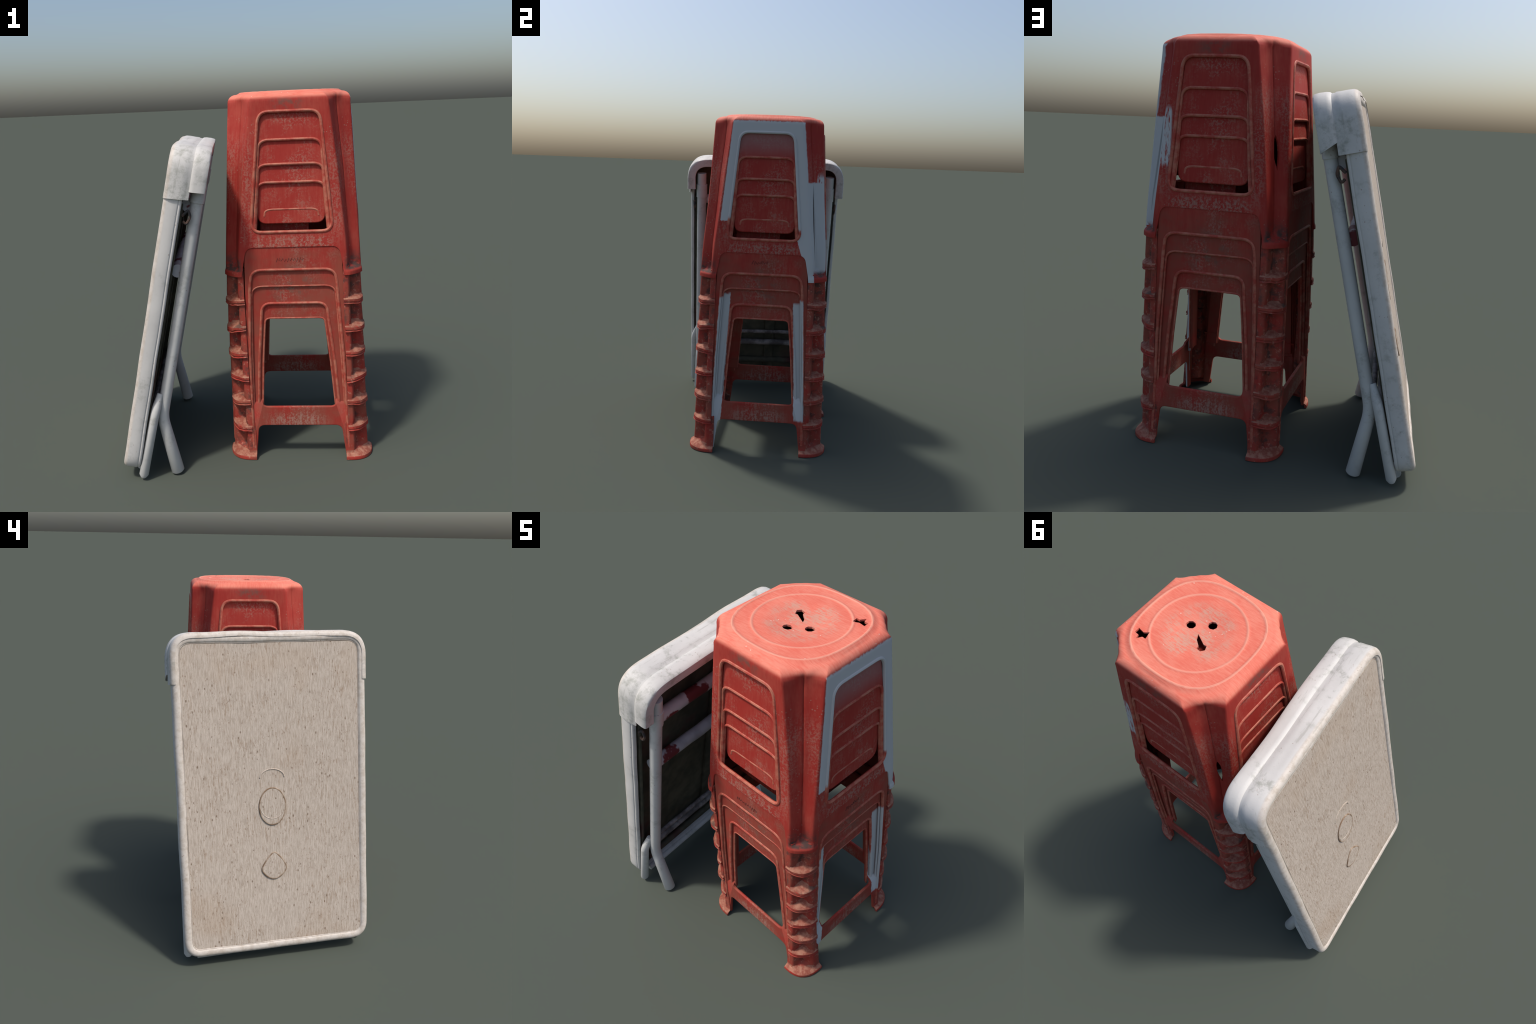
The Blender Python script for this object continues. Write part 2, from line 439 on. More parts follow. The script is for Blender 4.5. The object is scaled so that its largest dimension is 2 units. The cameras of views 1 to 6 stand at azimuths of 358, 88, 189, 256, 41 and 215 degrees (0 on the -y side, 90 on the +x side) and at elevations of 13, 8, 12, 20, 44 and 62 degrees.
def top_shell():
    rows = []
    zs = [1.05, 1.053, 1.066, 1.070, 1.076, 1.086, 1.098, 1.115] + [1.115 + (1.945 - 1.115) * i / 44 for i in range(1, 45)]
    for z in zs:
        d = face_d(0, z); w = table(W_TAB, z); c = table(C_TAB, z); f = 0
        if z < 1.115:
            f = sstep(1.115, 1.068, z); c = lerp(c, .336, f)
            d += .004 * sstep(1.085, 1.066, z)
        rows.append([(x, y, z) for x, y in full_ring(w, d, c, f)])
    # rounded edge up to the seat
    R = .040; d0 = face_d(0, 1.945); w0 = table(W_TAB, 1.945); c0 = table(C_TAB, 1.945)
    for i in range(1, 9):
        a = i / 8 * radians(82)
        z = 1.945 + .043 * sin(a); sh = R * (1 - cos(a))
        d = d0 - sh; w = w0 - sh * 1.5; c = lerp(c0, (w0 - .022 + d) / 2 + .009, i / 8) - sh * .30
        rows.append([(x, y, z) for x, y in full_ring(w, d, c, i / 8)])
    edge = rows[-1]
    # seat: from the edge ring in to the centre, ridges pressed into it
    n = len(edge); ts = []
    t = 0.985
    while t > .03:
        ts.append(t); t -= .0125 if t > .6 else .05
    for t in ts:
        row = []
        for x, y, z in edge:
            r = sqrt(x * x + y * y); a = math.atan2(y, x)
            rc = .297                                     # the edge ring turns into a circle inwards
            q = sstep(1, .80, t)
            rr = lerp(r, rc, q) * t
            squ = .5 + .5 * cos(4 * a)                    # 1 on the sides, 0 on the diagonals
            rout = lerp(.292, .268, squ)                  # the rounded-square outer ridge
            h = 1.9840
            h += .0115 * sstep(.06, .17, rr) * sstep(rout + .030, rout, rr) + .0035 * sstep(rout, rout + .03, rr)
            h += .0038 * math.exp(-((rr - rout) / .0065) ** 2)
            h += .0032 * math.exp(-((rr - .2125) / .006) ** 2)
            row.append((rr * cos(a), rr * sin(a), h))
        rows.append(row)
    verts = [Vector((p[0], p[1] * shell_depth(p[2]), p[2])) for r in rows for p in r]
    faces = []
    m = len(rows)
    for i in range(m - 1):
        for k in range(n):
            faces.append((i * n + k, i * n + (k + 1) % n, (i + 1) * n + (k + 1) % n, (i + 1) * n + k))
    verts.append(Vector((0, 0, rows[-1][0][2])))
    ci = len(verts) - 1
    for k in range(n): faces.append(((m - 1) * n + k, (m - 1) * n + (k + 1) % n, ci))
    me = new_mesh("outer", verts, faces)
    # inner skin
    T = .009
    no = [v.normal.copy() if v.co.z < 1.981 else Vector((0, 0, 1)) for v in me.vertices]
    N0 = len(verts)
    allv = verts + [v - nn * T for v, nn in zip(verts, no)]
    allf = faces + [tuple(reversed([i + N0 for i in f])) for f in faces]
    for k in range(n):
        a, b = k, (k + 1) % n
        allf.append((b, a, a + N0, b + N0))
    bpy.data.meshes.remove(me)
    return new_mesh("top_shell", allv, allf)

def prism(outline, y0, y1):
    """solid from an (x, z) outline, swept along y"""
    n = len(outline)
    v = [(p[0], y0, p[1]) for p in outline] + [(p[0], y1, p[1]) for p in outline]
    f = [tuple(range(n)), tuple(reversed(range(n, 2 * n)))]
    f += [((i + 1) % n, i, i + n, (i + 1) % n + n) for i in range(n)]
    bm = bmesh.new(); bm.from_mesh(new_mesh("p", v, f))
    bmesh.ops.recalc_face_normals(bm, faces=bm.faces)
    me = bpy.data.meshes.new("prism"); bm.to_mesh(me); bm.free(); return me

WINDOW = rounded([(-.150, 1.890), (-.2085, 1.290), (.2085, 1.290), (.150, 1.890)], [.05, .055, .055, .05])
ARCH = rounded([(-.272, .98), (-.2685, 1.07), (-.243, 1.205), (.243, 1.205), (.2685, 1.07), (.272, .98)], [0, .02, .04, .04, .02, 0])

def cut(me, cutters):
    ob = bpy.data.objects.new("cut_body", me); SC.collection.objects.link(ob)
    cm = join_meshes("cutters", cutters)
    co = bpy.data.objects.new("cut_tool", cm); SC.collection.objects.link(co)
    md = ob.modifiers.new("b", 'BOOLEAN'); md.operation = 'DIFFERENCE'; md.solver = 'EXACT'; md.use_self = True; md.object = co
    bpy.context.view_layer.update()
    dg = bpy.context.evaluated_depsgraph_get()
    res = bpy.data.meshes.new_from_object(ob.evaluated_get(dg))
    bpy.data.objects.remove(ob); bpy.data.objects.remove(co)
    return res

def build_top_stool():
    me = top_shell()
    tools = []
    for q in range(4):
        R = Matrix.Rotation(q * pi / 2, 4, 'Z')
        for o in (WINDOW, ARCH):
            p = prism(o, -.45, -.295); p.transform(R); tools.append(p)
    # holes in the seat: positions given in the seat's own axes
    def hole(pts):
        n = len(pts)
        v = [(x, y, 1.9) for x, y in pts] + [(x, y, 2.05) for x, y in pts]
        f = [tuple(range(n)), tuple(reversed(range(n, 2 * n)))] + [((i + 1) % n, i, i + n, (i + 1) % n + n) for i in range(n)]
        bm = bmesh.new(); bm.from_mesh(new_mesh("h", v, f)); bmesh.ops.recalc_face_normals(bm, faces=bm.faces)
        m = bpy.data.meshes.new("hole"); bm.to_mesh(m); bm.free(); tools.append(m)
    def loc(x, y):
        dx, dy = x - CX, y - CY
        return (dx * cos(ROT) + dy * sin(ROT), -dx * sin(ROT) + dy * cos(ROT))
    a1 = loc(.258, -.059); a2 = loc(.342, -.016); a3 = loc(.229, .063); tip = loc(.279, .016); bow = loc(.487, .141)
    hole([(a1[0] + .0225 * cos(t * pi / 4), a1[1] + .0205 * sin(t * pi / 4)) for t in range(8)])
    hole([(a2[0] + .0225 * cos(t * pi / 4 + .3), a2[1] + .0205 * sin(t * pi / 4 + .3)) for t in range(8)])
    d = Vector(tip) - Vector(a3); L = d.length; d.normalize(); nn = Vector((-d.y, d.x)); A3 = Vector(a3)
    key = [A3 - d * .018 - nn * .010, A3 - d * .018 + nn * .012, A3 + d * .004 + nn * .023, A3 + d * .014 + nn * .012,
           A3 + d * L * .8 + nn * .012, A3 + d * L * 1.15, A3 + d * .014 - nn * .011, A3 + d * .004 - nn * .021]
    hole([(p.x, p.y) for p in reversed(key)])
    b = Vector(bow)
    bt = [(-.024, -.010), (-.004, -.008), (.016, -.022), (.024, -.004), (.010, .004), (.012, .020), (-.006, .010), (-.018, .016)]
    ang = radians(25)
    hole([(b.x + x * cos(ang) - y * sin(ang), b.y + x * sin(ang) + y * cos(ang)) for x, y in [(1.35 * p, 1.35 * q) for p, q in bt]])
    # slits copying holes of the scan in two of the corner grooves
    for sx, sy, z0, z1, wd in ((1, 1, 1.17, 1.60, .006), (-1, 1, 1.40, 1.56, .011)):
        mid = (z0 + z1) / 2
        v = []
        prof = [(z0, .0005), (lerp(z0, z1, .2), wd * .6), (mid, wd), (lerp(z0, z1, .8), wd * .8), (z1, .0005)]
        pts = [(w_, z) for z, w_ in prof] + [(-w_, z) for z, w_ in reversed(prof)]
        p = prism(pts, -.05, .05)
        p.transform(Matrix.Translation((sx * .312, sy * .292, 0)) @ Matrix.Rotation(sx * sy * radians(-60), 4, 'Z'))
        tools.append(p)
    res = cut(me, tools)
    res.name = "top_stool"
    # split the smooth shell into seat, sides and legs without a visible seam
    shade(res, 38)
    cn = [Vector(c.vector) for c in res.corner_normals]
    groups = {}
    for p in res.polygons:
        c = p.center
        if c.z > 1.957: key = ("seat", 0)
        else:
            ang = math.atan2(c.x, -c.y)                    # 0 = front, + towards +x
            q = int(round(ang / (pi / 2))) % 4
            ac, oc = (abs(c.x), abs(c.y)) if q in (0, 2) else (abs(c.y), abs(c.x))
            if c.z < 1.93 and ac > table(W_TAB, c.z) - .004 or c.z < 1.205:
                key = ("leg", (c.x > 0, c.y > 0))
            else: key = ("side_panel", q)
        groups.setdefault(key, []).append(p.index)
    for (nm, kk), idx in sorted(groups.items(), key=lambda t: str(t[0])):
        vm = {}; vs = []; fs = []; ns = []
        for i in idx:
            p = res.polygons[i]; f = []
            for vi, li in zip(p.vertices, p.loop_indices):
                if vi not in vm: vm[vi] = len(vs); vs.append(res.vertices[vi].co.copy())
                f.append(vm[vi]); ns.append(cn[li])
            fs.append(f)
        m = new_mesh(nm, vs, fs)
        for p in m.polygons: p.use_smooth = True
        m.normals_split_custom_set(ns)
        stool_part(0, nm, m, M_SHELL, 0, 0)
    bpy.data.meshes.remove(res)
    # raised bead around each window and along the rail's lower edge
    path = [Vector((p[0], 0, p[1])) for p in rounded([(-.156, 1.897), (-.214, 1.284), (.214, 1.284), (.156, 1.897)], [.055, .06, .06, .055])]
    def bead_mesh(deep):
        for p in path: p.y = -face_d(0, p.z) * (shell_depth(p.z) if deep else 1) + .002
        return tube_mesh("window_bead", path, .0085, True, 8)
    bead_fb, bead_rl = bead_mesh(True), bead_mesh(False)
    for q in range(4):
        stool_part(0, "window_bead", bead_rl.copy() if q == 1 else (bead_rl if q == 3 else bead_fb), M_BEADP if q == 1 else M_BEAD, 0).rotation_euler = (0, 0, q * pi / 2)

build_top_stool()

def arch_frame(top, path, outer, ztop, r=.05, topw=None):
    """outline of an upside-down U: path = [(half width, z), ...] from the top down"""
    inner = [(path[0][0], top)] + [(w, z) for w, z in path[1:]]
    R = [(w, z) for w, z in inner]; L = [(-w, z) for w, z in inner]
    zb = path[-1][1]
    pts = [(-outer, zb)] + list(reversed(L)) + R + [(outer, zb), (topw or outer, ztop), (-(topw or outer), ztop)]
    k = len(inner)
    rad = [0] + [0.02] * (k - 1) + [r, r] + [0.02] * (k - 1) + [0, 0, 0]
    rad[1] = 0; rad[2 * k] = 0
    return rounded(pts, rad)

def arch_bead(top, path, r=.05):
    inner = [(path[0][0], top)] + list(path[1:])
    pts = [(-w, z) for w, z in reversed(inner)] + [(w, z) for w, z in inner]
    k = len(inner); rad = [.02] * (2 * k); rad[k - 1] = r; rad[k] = r
    return rounded(pts, rad, closed=False)

def to_face(me, dfun, front_off=0):
    """x/y plate -> upright panel facing -y at distance dfun(z)"""
    return xform(me, lambda c: Vector((c.x, -(dfun(c.y) + c.z - front_off), c.y)))

def bead_on(pts, dfun, r, off=0.0):
    m = tube_mesh("bead", [(p[0], -(dfun(p[1]) + off), p[1]) for p in pts], r, False, 8)
    for p in m.polygons: p.material_index = 1
    return m

def spread(z):
    """the lower part of the stack is a little wider, more so front to back than side to side"""
    t = sstep(1.12, .45, z)
    return 1 + .014 * t, 1.026 + .020 * t

def drift(z):
    """the stack leans a touch: the lower it is, the further to +x it stands"""
    return .021 * max(0, min(1, (.95 - z) / .9))

def split_at(me, *zs):
    bm = bmesh.new(); bm.from_mesh(me)
    for z in zs:
        bmesh.ops.bisect_plane(bm, geom=bm.verts[:] + bm.edges[:] + bm.faces[:], plane_co=(0, z, 0), plane_no=(0, 1, 0))
    bm.to_mesh(me); bm.free(); return me

def four_sides(k, name, me, painted=True, wide=True, pull=0):
    fb, rl = me, me.copy()
    if wide:
        xform(fb, lambda c: Vector((c.x * spread(c.z)[0] + drift(c.z), c.y * spread(c.z)[1], c.z)))
        xform(rl, lambda c: Vector((c.x * spread(c.z)[1], c.y * spread(c.z)[0], c.z)))
    else:
        xform(fb, lambda c: Vector((c.x, c.y * shell_depth(c.z), c.z)))
    rp = rl.copy()
    bk = fb.copy()
    if wide:      # the drift runs sideways on front and back, in and out on the other two
        xform(bk, lambda c: Vector((c.x - 1.6 * drift(c.z), c.y, c.z)))
        xform(rp, lambda c: Vector((c.x, c.y - drift(c.z) * .4, c.z)))
        xform(rl, lambda c: Vector((c.x, c.y + drift(c.z) * .4, c.z)))
    for q, m, mat in ((0, fb, M_PANEL), (1, rp, M_PANELP), (2, bk, M_PANEL), (3, rl, M_PANEL)):
        ob = stool_part(k, name, m, mat, q)
        if q == 1: ob.location.x -= pull
        if q == 2: ob.location.y -= pull * .8

TH = .007
# sides of the nested stools, seen through the window of the top one
UPPER = {1: (1.752, [(.160, 1.752), (.166, 1.66), (.199, 1.262)]),
         2: (1.628, [(.166, 1.628), (.170, 1.56), (.196, 1.262)]),
         3: (1.535, [(.172, 1.535), (.175, 1.47), (.192, 1.262)])}
def lean(z0, z1, r0=.019, r1=.0105):
    """depth of a panel: tucked under the arch above it, coming forward towards its own arch"""
    return lambda z: face_d(0, z) - (r1 if z < z1 else r0 if z > z0 else lerp(r1, r0, (z - z1) / (z0 - z1)))
prev = 1.88
for k, (top, path) in UPPER.items():
    d = lean(prev, top, (0, .012, .014, .018)[k], (0, .006, .008, .014)[k])
    me = plate_mesh("side_panel", [arch_frame(top, path, .2125, 1.895, r=.055, topw=.150)], TH, .003)
    me = to_face(split_at(me, prev, top), d, TH / 2)
    b = bead_on([p for p in arch_bead(top + .004, path, .055)], d, .0075, -.002)
    me = join_meshes("side_panel", [me, b])
    four_sides(k, "side_panel", me, wide=False)
    prev = top
# the innermost visible panel hangs free above the window sill
d4 = lean(1.535, 1.33, .022, .026)
out4 = rounded([(-.19, 1.60), (-.183, 1.47), (-.176, 1.322), (.176, 1.322), (.183, 1.47), (.19, 1.60)], [0, .03, .05, .05, .03, 0])
p4 = to_face(split_at(plate_mesh("side_panel", [out4], .014, .006), 1.535), d4, .007)
b4 = bead_on(arch_bead(1.398, [(.136, 1.398), (.142, 1.362)], .045), d4, .0065, -.004)
four_sides(4, "side_panel", join_meshes("side_panel", [p4, b4]), wide=False)
# added backing plate, set deep so the slot under that panel falls dark
p5 = to_face(plate_mesh("side_panel", [[(-.17, 1.20), (.09, 1.20), (.09, 1.42), (-.17, 1.42)]], .008, .002), lambda z: face_d(0, z) - .10, .004)
four_sides(5, "side_panel", p5, wide=False)
# a seat inside each of the upper nested stools
for k in (1, 2, 3, 4):
    z = 1.985 - (1.05 - FOOT_Z[k])
    h = face_d(k, z) - .035
    o = rounded([(-h, -h), (h, -h), (h, h), (-h, h)], .16)
    me = plate_mesh("seat", [o], .010, .003)
    xform(me, lambda c, z=z: Vector((c.x, c.y, z + c.z)))
    stool_part(k, "seat", me, M_PANEL)

# lower aprons: each nested stool shows one arch below the last, its legs running down inside the other's
LOWER = {1: (1.078, [(.222, 1.078), (.232, .98), (.250, .60), (.262, .06)], .287, 1.235, .352, .0115, .0085, .06),
         2: (.988, [(.220, .988), (.226, .90), (.238, .60), (.252, .12)], .280, 1.13, .3455, .013, .0, .06),
         3: (.890, [(.172, .890), (.180, .80), (.203, .56), (.222, .26)], .272, 1.04, .339, .0135, .0085, .05),
         4: (.806, [(.158, .806), (.164, .76), (.181, .567), (.200, .285)], .264, .95, .332, .0145, .0, .03)}
for k, (top, path, outer, ztop, dtop, sl, beadr, rad) in LOWER.items():
    d = lambda z, a=dtop, s=sl, t=ztop: a + (t - z) * s
    parts = [to_face(plate_mesh("apron", [arch_frame(top, path, outer, ztop, r=rad, topw=outer - .034)], .012 if k < 4 else .020, .003), d, .006 if k < 4 else .010)]
    if beadr:
        parts.append(bead_on(arch_bead(top + .004, path, rad), d, beadr, -.003))
    else:
        parts.append(bead_on(arch_bead(top + .003, path, rad), d, .0055, -.003))
    four_sides(k, "apron", join_meshes("apron", parts), pull=(0, 0, .004, .010, .014)[k])

# bottom stool: leg strips, window sill rail
d7 = lambda z: .3605 + (.3 - z) * .016 - max(0, z - .315) * .75
rail_outline = rounded([(-.285, .012), (-.246, .012), (-.226, .192), (.226, .192), (.246, .012), (.285, .012),
                        (.278, .352), (.196, .352), (.199, .303), (-.199, .303), (-.196, .352), (-.278, .352)],
                       [.004, .004, .035, .035, .004, .004, 0, 0, .035, .035, 0, 0])
shift_x = .006
me = to_face(split_at(plate_mesh("rail", [rail_outline], .016, .004), .315), d7, .008)
# curl the sill inwards
sill = tube_mesh("sill", [(-.19, -.352, .2985), (.19, -.352, .2985)], .007, False, 8)
four_sides(7, "rail", join_meshes("rail", [me, sill]))

# corner legs of stools 2..8, each ending in a flanged foot that sits over the leg below
def leg_mesh(k, seed):
    rnd = random.Random(seed)
    z0 = FOOT_Z[k]; z1 = FOOT_Z[k - 1] + .045
    last = k == 7
    w = .284; c_deep = .302; d_base = .3645 + (1.05 - z0) * .007
    if last:
        rows_z = [0, .003, .014, .018, .023, .030, .042, .058, .085] + [.085 + (z1 - .085) * i / 8 for i in range(1, 9)]
    else:
        h = z1 - z0
        rows_z = [z0 + t for t in (0, .002, .007, .009, .012, .014, .024, .027, .031, .038, .048, .062)] + [z0 + .062 + (h - .062) * i / 7 for i in range(1, 8)]
    rows = []
    tipc = .342 + rnd.uniform(-.005, .005)
    tilt = rnd.uniform(-.010, .010)
    sag = rnd.uniform(.0, .012)
    for z in rows_z:
        t = z - z0
        d = d_base - SLOPE * t * .8
        if last:
            f = sstep(.060, .016, t); c = lerp(c_deep + .004, .362, f); d += .024 * sstep(.034, .014, t); ww = lerp(w, .266, sstep(.04, .016, t))
        else:
            f = sstep(.050, .023, t); c = lerp(c_deep, tipc, f); d += .006 * sstep(.032, .024, t) - (.004 if .005 < t < .0105 else 0); c -= (.004 if .005 < t < .0105 else 0); ww = lerp(w, .280, f)
        half = corner_half(ww, d, c, f)
        line = [(.262 if not last else .246, d)] + half
        full = [(a, -o) for a, o in line] + [(o, -a) for a, o in reversed(line[:-1])]
        row = []
        for x, y in full:
            diag = (x + y) / .1                      # -1 .. 1 across the corner
            zz = z
            if not last:
                mid = max(0, 1 - abs(x + y) / .09)
                low = sstep(.06, .0, t)
                zz += low * (tilt * diag - sag * mid * .9)
                nv = noise.noise(Vector((x * 14 + seed, y * 14, z * 11)))
                nv2 = noise.noise(Vector((x * 40 + seed, y * 40, z * 40)))
                x2 = x + (nv * .004 + nv2 * .0015) * low; y2 = y - (nv * .004 + nv2 * .0015) * low
                zz += nv2 * .004 * low
            else:
                x2, y2 = x, y
            sx, sy = spread(z) if seed % 2 == 0 else spread(z)[::-1]
            px, py = x2 * sx, y2 * sy
            dr = drift(z) * (1, .25, .7, 1)[seed % 10]
            px, py = [(px + dr, py), (px, py - dr), (px - dr, py), (px, py + dr)][seed % 10]
            row.append((px, py, zz))
        rows.append(row)
    n = len(rows[0])
    verts = [Vector(p) for r in rows for p in r]; faces = []
    for i in range(len(rows) - 1):
        for j in range(n - 1):
            faces.append((i * n + j, i * n + j + 1, (i + 1) * n + j + 1, (i + 1) * n + j))
    tmp = new_mesh("t", verts, faces)
    nos = [v.normal.copy() for v in tmp.vertices]; bpy.data.meshes.remove(tmp)
    N0 = len(verts); T = .012 if not last else .014
    inner = []
    for i, (v, nn) in enumerate(zip(verts, nos)):
        hn = Vector((nn.x, nn.y, 0))
        if hn.length < .2: hn = Vector((v.x, v.y, 0))
        p = v - hn.normalized() * T
        inner.append(p)
    faces += [tuple(reversed([q + N0 for q in f])) for f in faces]
    m = len(rows)
    for j in range(n - 1):
        faces.append((j + 1, j, j + N0, j + 1 + N0))
        a = (m - 1) * n + j; faces.append((a, a + 1, a + 1 + N0, a + N0))
    for i in range(m - 1):
        a = i * n; b = (i + 1) * n; faces.append((a, b, b + N0, a + N0))
        a = i * n + n - 1; b = (i + 1) * n + n - 1; faces.append((b, a, a + N0, b + N0))
    me = new_mesh("leg", verts + inner, faces)
    for p in me.polygons:
        t = p.center.z - z0
        if .020 < t < .048 and p.normal.z > .25 and p.index < (m - 1) * (n - 1): p.material_index = 1
    return me

for k in range(1, 8):
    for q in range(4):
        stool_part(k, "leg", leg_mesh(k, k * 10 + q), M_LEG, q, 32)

# ------------------------------------------------------------------ the folded table
TH_T = radians(12.6)
table_root = add_empty("folding_table", (-.709, 0, .074), (0, TH_T, 0))
table_root["label"] = "white folding table, folded, leaning, stained beige top"
table_root["category"] = "folding table"
# local axes: x = depth behind the face (towards the stools), y across, z up the slope
def table_part(name, me, mat, smooth=40, parent=None):
    ob = add_object(name, me, parent or table_root, mat, smooth)
    return ob

HW, ZT = .530, 1.728
def slab_ring(inset, depth, n=10):
    a = HW - inset; r0 = max(.085 - inset, .012); r1 = max(.10 - inset, .012)
    pts = [(-a, inset - .007), (a, inset - .007), (a, ZT - inset), (-a, ZT - inset)]
    rad = [r0 * 1.2, r0 * 1.2, r1 * 1.2, r1 * 1.2]
    flat = []
    base = rounded(pts, rad, n=n)
    # subdivide the long edges so the rim can wander
    m = len(base)
    for i, p in enumerate(base):
        q = base[(i + 1) % m]; flat.append(p)
        L = (q - p).length
        if L > .2:
            s = 24 if L > .8 else 16
            for j in range(1, s): flat.append(p.lerp(q, j / s))
    return [Vector((depth, p.x, p.y)) for p in flat]

def slab_loft(name, prof, cap_first=False, cap_last=False, wander=0):
    rows = [slab_ring(i, d) for i, d in prof]
    n = min(len(r) for r in rows)
    verts, faces = [], []
    for r in rows:
        for p in r:
            if wander:
                p = p + Vector((noise.noise(Vector((p.y * 5, p.z * 5, 1.3))) * wander, noise.noise(Vector((p.y * 4, p.z * 4, 7))) * wander, noise.noise(Vector((p.y * 4, p.z * 4, 4))) * wander))
            verts.append(p)
    for i in range(len(rows) - 1):
        for k in range(n):
            faces.append((i * n + k, (i + 1) * n + k, (i + 1) * n + (k + 1) % n, i * n + (k + 1) % n))
    if cap_first: faces.append(tuple(range(n)))
    if cap_last: faces.append(tuple(reversed(range((len(rows) - 1) * n, len(rows) * n))))
    me = new_mesh(name, verts, faces)
    bm = bmesh.new(); bm.from_mesh(me); bmesh.ops.recalc_face_normals(bm, faces=bm.faces); bm.to_mesh(me); bm.free()
    return me

# laminate face (slightly sunken), moulded rim round it
def dish(y, z):
    """the face is bowed inwards towards the middle"""
    return .011 * math.exp(-((z - .74) / .52) ** 2) * max(0, 1 - (y / .50) ** 2)
def face_mesh():
    ring = slab_ring(.047, .0045); n = len(ring); mid = Vector((.0045, 0, ZT / 2))
    rows = [[mid.lerp(p, t / 14) for p in ring] for t in range(1, 15)] + [[p + Vector((.015, 0, 0)) for p in ring]]
    verts = [p for r in rows for p in r] + [mid]
    faces = [(i * n + k, i * n + (k + 1) % n, (i + 1) * n + (k + 1) % n, (i + 1) * n + k) for i in range(len(rows) - 1) for k in range(n)]
    faces += [(len(verts) - 1, (k + 1) % n, k) for k in range(n)]
    me = new_mesh("tabletop", verts, faces)
    bm = bmesh.new(); bm.from_mesh(me); bmesh.ops.recalc_face_normals(bm, faces=bm.faces); bm.to_mesh(me); bm.free()
    if sum(p.normal.x * p.area for p in me.polygons) > 0: me.flip_normals()
    return me
face = face_mesh()
xform(face, lambda c: Vector((c.x + dish(c.y, c.z), c.y, c.z)))
# the face is one big polygon: give it its own coordinates for the streaks (x across, z up) via y
table_part("tabletop", face, M_FACE)
rim_prof = [(.0475, .012), (.0465, .0055), (.0445, .0035), (.0425, .006), (.040, .002), (.034, -.001), (.022, -.003), (.012, 0), (.004, .007), (0, .018), (.001, .045),
            (.0, .066), (.003, .072), (.005, .0735), (.003, .076), (.004, .084), (.010, .088), (.022, .088), (.026, .080), (.027, .060)]
rim = slab_loft("rim", rim_prof, wander=.004)
table_part("rim", rim, M_EDGE, 50)
back = slab_loft("underside_board", [(.024, .058), (.024, .064)], cap_last=True)
table_part("underside_board", back, M_BOARD)

# raised ornaments on the face
def ornament(name, pts, h, bevel):
    me = plate_mesh(name, [pts], h * 2, bevel)
    xform(me, lambda c: Vector((.0045 - c.z + dish(c.x, c.y), c.x, c.y)))
    bm = bmesh.new(); bm.from_mesh(me); bmesh.ops.recalc_face_normals(bm, faces=bm.faces); bm.to_mesh(me); bm.free()
    return me
oval = [(.014 + .073 * cos(t * pi / 24), .803 + .101 * sin(t * pi / 24) * (1 if t < 24 else 1)) for t in range(48)]
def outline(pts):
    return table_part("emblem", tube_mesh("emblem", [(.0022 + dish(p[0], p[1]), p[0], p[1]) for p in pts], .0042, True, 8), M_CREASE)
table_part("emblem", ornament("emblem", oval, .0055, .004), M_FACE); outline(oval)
cres = [(.0035 - .0045 + .0125, .014 + .069 * cos(t), .808 + .073 * sin(t)) for t in [radians(a) for a in range(190, 351, 8)]]
table_part("emblem", tube_mesh("emblem", cres, .0035, seg=6), M_FACE)
arc = [(.0035 + .011, .012 + .068 * cos(t), .962 + .046 * sin(t)) for t in [radians(a) for a in range(0, 181, 9)]]
table_part("emblem", tube_mesh("emblem", arc, .0050, seg=6), M_FACE)
shell = rounded([(.014, .552), (.062, .500), (.089, .452), (.058, .412), (.018, .394), (-.024, .410), (-.058, .450), (-.034, .503)][::-1], .022)
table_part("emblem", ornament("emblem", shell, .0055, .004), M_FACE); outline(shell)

# hood: the two-banded edge that folds over the top of the table
def hood_path(out):
    """outline (y, z) with an arc-length parameter; out = distance outside the table edge"""
    out -= .001; a = HW + out; r = .115 + out; zt = ZT + .004 + out
    pts = [(a, 1.40), (a, zt), (-a, zt), (-a, 1.40)]
    base = rounded(pts, [0, r * 1.15, r * 1.15, 0], closed=False, n=14)
    fl = []
    for p, q in zip(base, base[1:]):
        L = (q - p).length; s = 48 if L > .5 else (14 if L > .1 else 1)
        for j in range(s): fl.append(p.lerp(q, j / s))
    fl.append(base[-1]); return fl

def hood(name, prof, low_r, low_l, slant_r=0, slant_l=0):
    """prof = [(out, depth), ...]; low_* = height at which the +y / -y ends stop"""
    rows = []
    d0, d1 = prof[0][1], prof[-1][1]
    for o, d in prof:
        path = hood_path(o)
        row = []
        for p in path:
            lo = low_r + slant_r * (d - d0) if p.x > 0 else low_l + slant_l * (d - d0)
            z = p.y
            if z < lo + .06: z = lo + (z - 1.40) * (.06 / (lo + .06 - 1.40)) if z < lo + .06 else z
            wy = noise.noise(Vector((p.x * 4.5, z * 3, d * 5))) * .006
            wz = noise.noise(Vector((p.x * 3.2 + 9, z * 3, d * 12))) * .010 if z > 1.62 else 0
            row.append(Vector((d + noise.noise(Vector((p.x * 5, z * 5, 3))) * .003, p.x + wy, z + wz)))
        rows.append(row)
    n = len(rows[0]); verts = [p for r in rows for p in r]; faces = []
    for i in range(len(rows) - 1):
        for k in range(n - 1):
            faces.append((i * n + k, i * n + k + 1, (i + 1) * n + k + 1, (i + 1) * n + k))
    me = new_mesh(name, verts, faces)
    bm = bmesh.new(); bm.from_mesh(me)
    bmesh.ops.recalc_face_normals(bm, faces=bm.faces)
    bm.to_mesh(me); bm.free()
    # outward orientation check: top middle should face up
    s = sum(p.normal.z for p in me.polygons if p.center.z > ZT - .02 and abs(p.center.y) < .3)
    if s < 0: me.flip_normals()
    return thicken(me, .006)

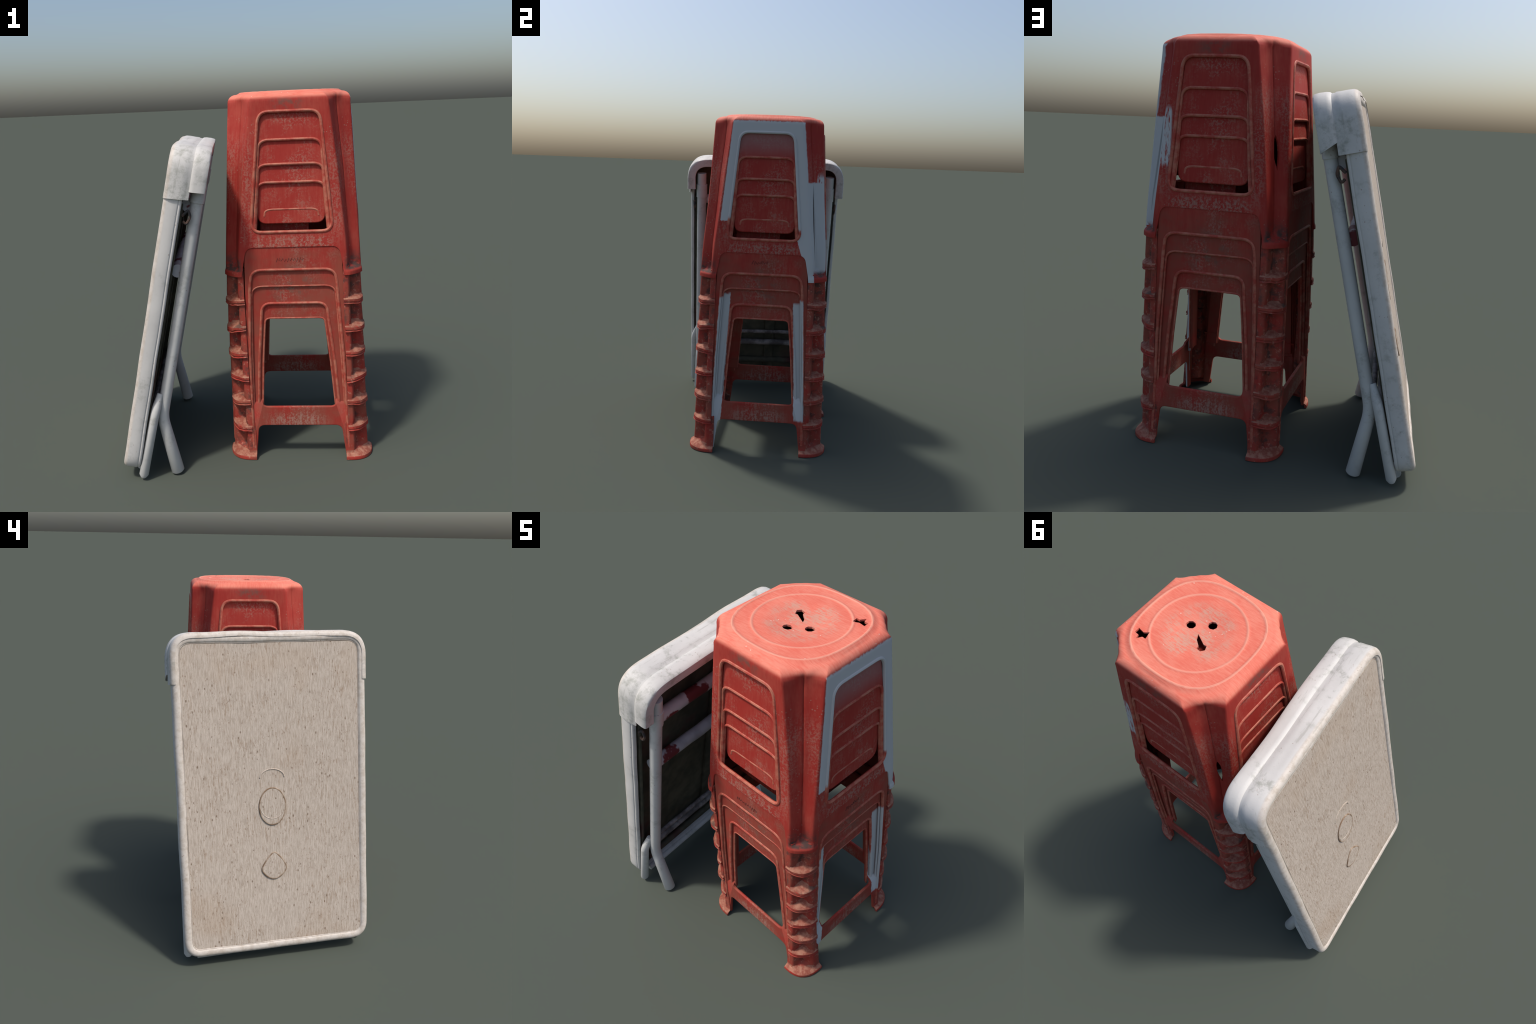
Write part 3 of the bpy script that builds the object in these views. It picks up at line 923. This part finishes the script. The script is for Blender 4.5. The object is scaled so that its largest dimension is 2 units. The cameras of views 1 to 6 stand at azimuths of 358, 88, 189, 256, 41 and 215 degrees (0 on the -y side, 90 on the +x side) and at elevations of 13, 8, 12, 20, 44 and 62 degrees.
def thicken(me, T):
    V = [v.co.copy() for v in me.vertices]; Nn = [v.normal.copy() for v in me.vertices]; F = [tuple(p.vertices) for p in me.polygons]
    cnt = {}
    for f in F:
        for a, b in zip(f, f[1:] + f[:1]): cnt[(a, b)] = 1
    N0 = len(V); G2 = list(F) + [tuple(reversed([i + N0 for i in f])) for f in F]
    for (a, b) in cnt:
        if (b, a) not in cnt: G2.append((b, a, a + N0, b + N0))
    name = me.name; bpy.data.meshes.remove(me)
    return new_mesh(name, V + [v - n * T for v, n in zip(V, Nn)], G2)

band_a = [(-.020, -.0055), (-.010, -.005), (-.002, -.002), (.004, .004), (.009, .015), (.012, .04), (.013, .07), (.013, .092), (.009, .100), (.0085, .110), (.006, .118)]
table_part("hood_band", hood("hood_band", band_a, 1.478, 1.476, .0, .08), M_HOOD, 45)
band_b = [(.002, .108), (.007, .113), (.014, .120), (.017, .135), (.018, .165), (.0165, .184), (.012, .191), (.002, .193), (-.035, .192), (-.038, .188)]
table_part("hood_band", hood("hood_band", band_b, 1.535, 1.525, -.45, .08), M_HOOD, 45)

# legs: long bent tubes either side
def bend_path(pts, r=.06):
    P = [Vector(p) for p in pts]; out = [P[0]]
    for i in range(1, len(P) - 1):
        a, p, b = P[i - 1], P[i], P[i + 1]
        A = p + (a - p).normalized() * r; B = p + (b - p).normalized() * r
        for k in range(7):
            t = k / 6; out.append(A * (1 - t) ** 2 + p * 2 * t * (1 - t) + B * t * t)
    out.append(P[-1]); return out

for s in (-1, 1):
    # main leg, foot reaching the ground in front of the stools
    path = bend_path([(.160, s * .447, 1.64), (.160, s * .452, .305), (.290, s * .452, .003)], .05)
    e = path[-1]; dr = (path[-1] - path[-2]).normalized()
    path += [e + dr * .008]
    rr = [.031] * (len(path) - 2) + [.035, .027]
    table_part("leg", tube_mesh("leg", path, .031, seg=20, radii=rr), M_WHITE, 50)
    # short inner leg, its end tucked behind
    path = bend_path([(.130, s * .470, .44), (.120, s * .500, .34), (.113, s * .502, -.018)], .03)
    path += [Vector((.113, s * .500, -.034))]
    rr = [.016] + [.024] * (len(path) - 3) + [.025, .016]
    table_part("short_leg", tube_mesh("short_leg", path, .024, seg=16, radii=rr), M_WHITE, 50)
    # hinge plate and hook between leg and rim
    hk = [(.10, s * .500, 1.40), (.125, s * .503, 1.435), (.14, s * .500, 1.40), (.125, s * .498, 1.36), (.108, s * .50, 1.375)]
    table_part("hinge_hook", tube_mesh("hinge_hook", bend_path(hk, .012), .007, seg=8), M_IRON)
    cap_ = tube_mesh("leg_collar", [(.158, s * .447, 1.47), (.158, s * .447, 1.56)], .037, seg=16)
    table_part("leg_collar", cap_, M_WHITE)
# cross tubes behind the board
for z, dx, r, m in ((1.445, .118, .034, M_BAR), (1.105, .118, .034, M_BAR), (.40, .13, .014, M_DULL), (.30, .11, .022, M_DULL), (.13, .085, .022, M_BOARD)):
    table_part("cross_tube", tube_mesh("cross_tube", [(dx, -.44 + .02 * j * 2, z + noise.noise(Vector((j * .4, z, 2))) * .006) for j in range(23)], r, seg=14), m, 50)
# low stretcher under the edge
low = tube_mesh("stretcher", [(.090, -.44, -.006), (.090, 0, -.012), (.090, .455, -.018)], .024, seg=14)
table_part("stretcher", low, M_WHITE, 50)
for y in (-.30, .08, .36):
    me = plate_mesh("slat", [rounded([(-.035, .06), (.035, .06), (.035, 1.6), (-.035, 1.6)], .006)], .012, .003)
    xform(me, lambda c, y=y: Vector((.069 + c.z, c.x + y, c.y)))
    table_part("slat", me, M_BOARD)

# dark strips added to fill the shaded gap between the rim and the legs
for s_ in (-1, 1):
    me = plate_mesh("gap_filler", [rounded([(.062, .06), (.096, .06), (.096, 1.46), (.062, 1.46)], .01)], .016, .003)
    xform(me, lambda c, s_=s_: Vector((c.x, s_ * .488 + c.z, c.y)))
    table_part("gap_filler", me, M_BOARD)

# scribbled pen marks on the apron just below the top stool's rail
def scribble(k, x0, z0, n, seed):
    rnd = random.Random(seed); pts = []; x = x0
    for i in range(n):
        x += rnd.uniform(.004, .010)
        z = z0 + (1 if i % 2 else -1) * rnd.uniform(.004, .013)
        pts.append((x, -((.352 + (1.235 - z) * .0115) * spread(z)[1 if k == 0 else 0] + .0002), z))
    return tube_mesh("pen_mark", pts, .0013, seg=5)
gP = G("faded_ink"); M_INK = gP.done((.07, .03, .028), .8)
stool_part(1, "pen_mark", scribble(0, -.09, 1.135, 20, 3), M_INK, 0)
stool_part(1, "pen_mark", scribble(1, -.07, 1.15, 14, 5), M_INK, 1)
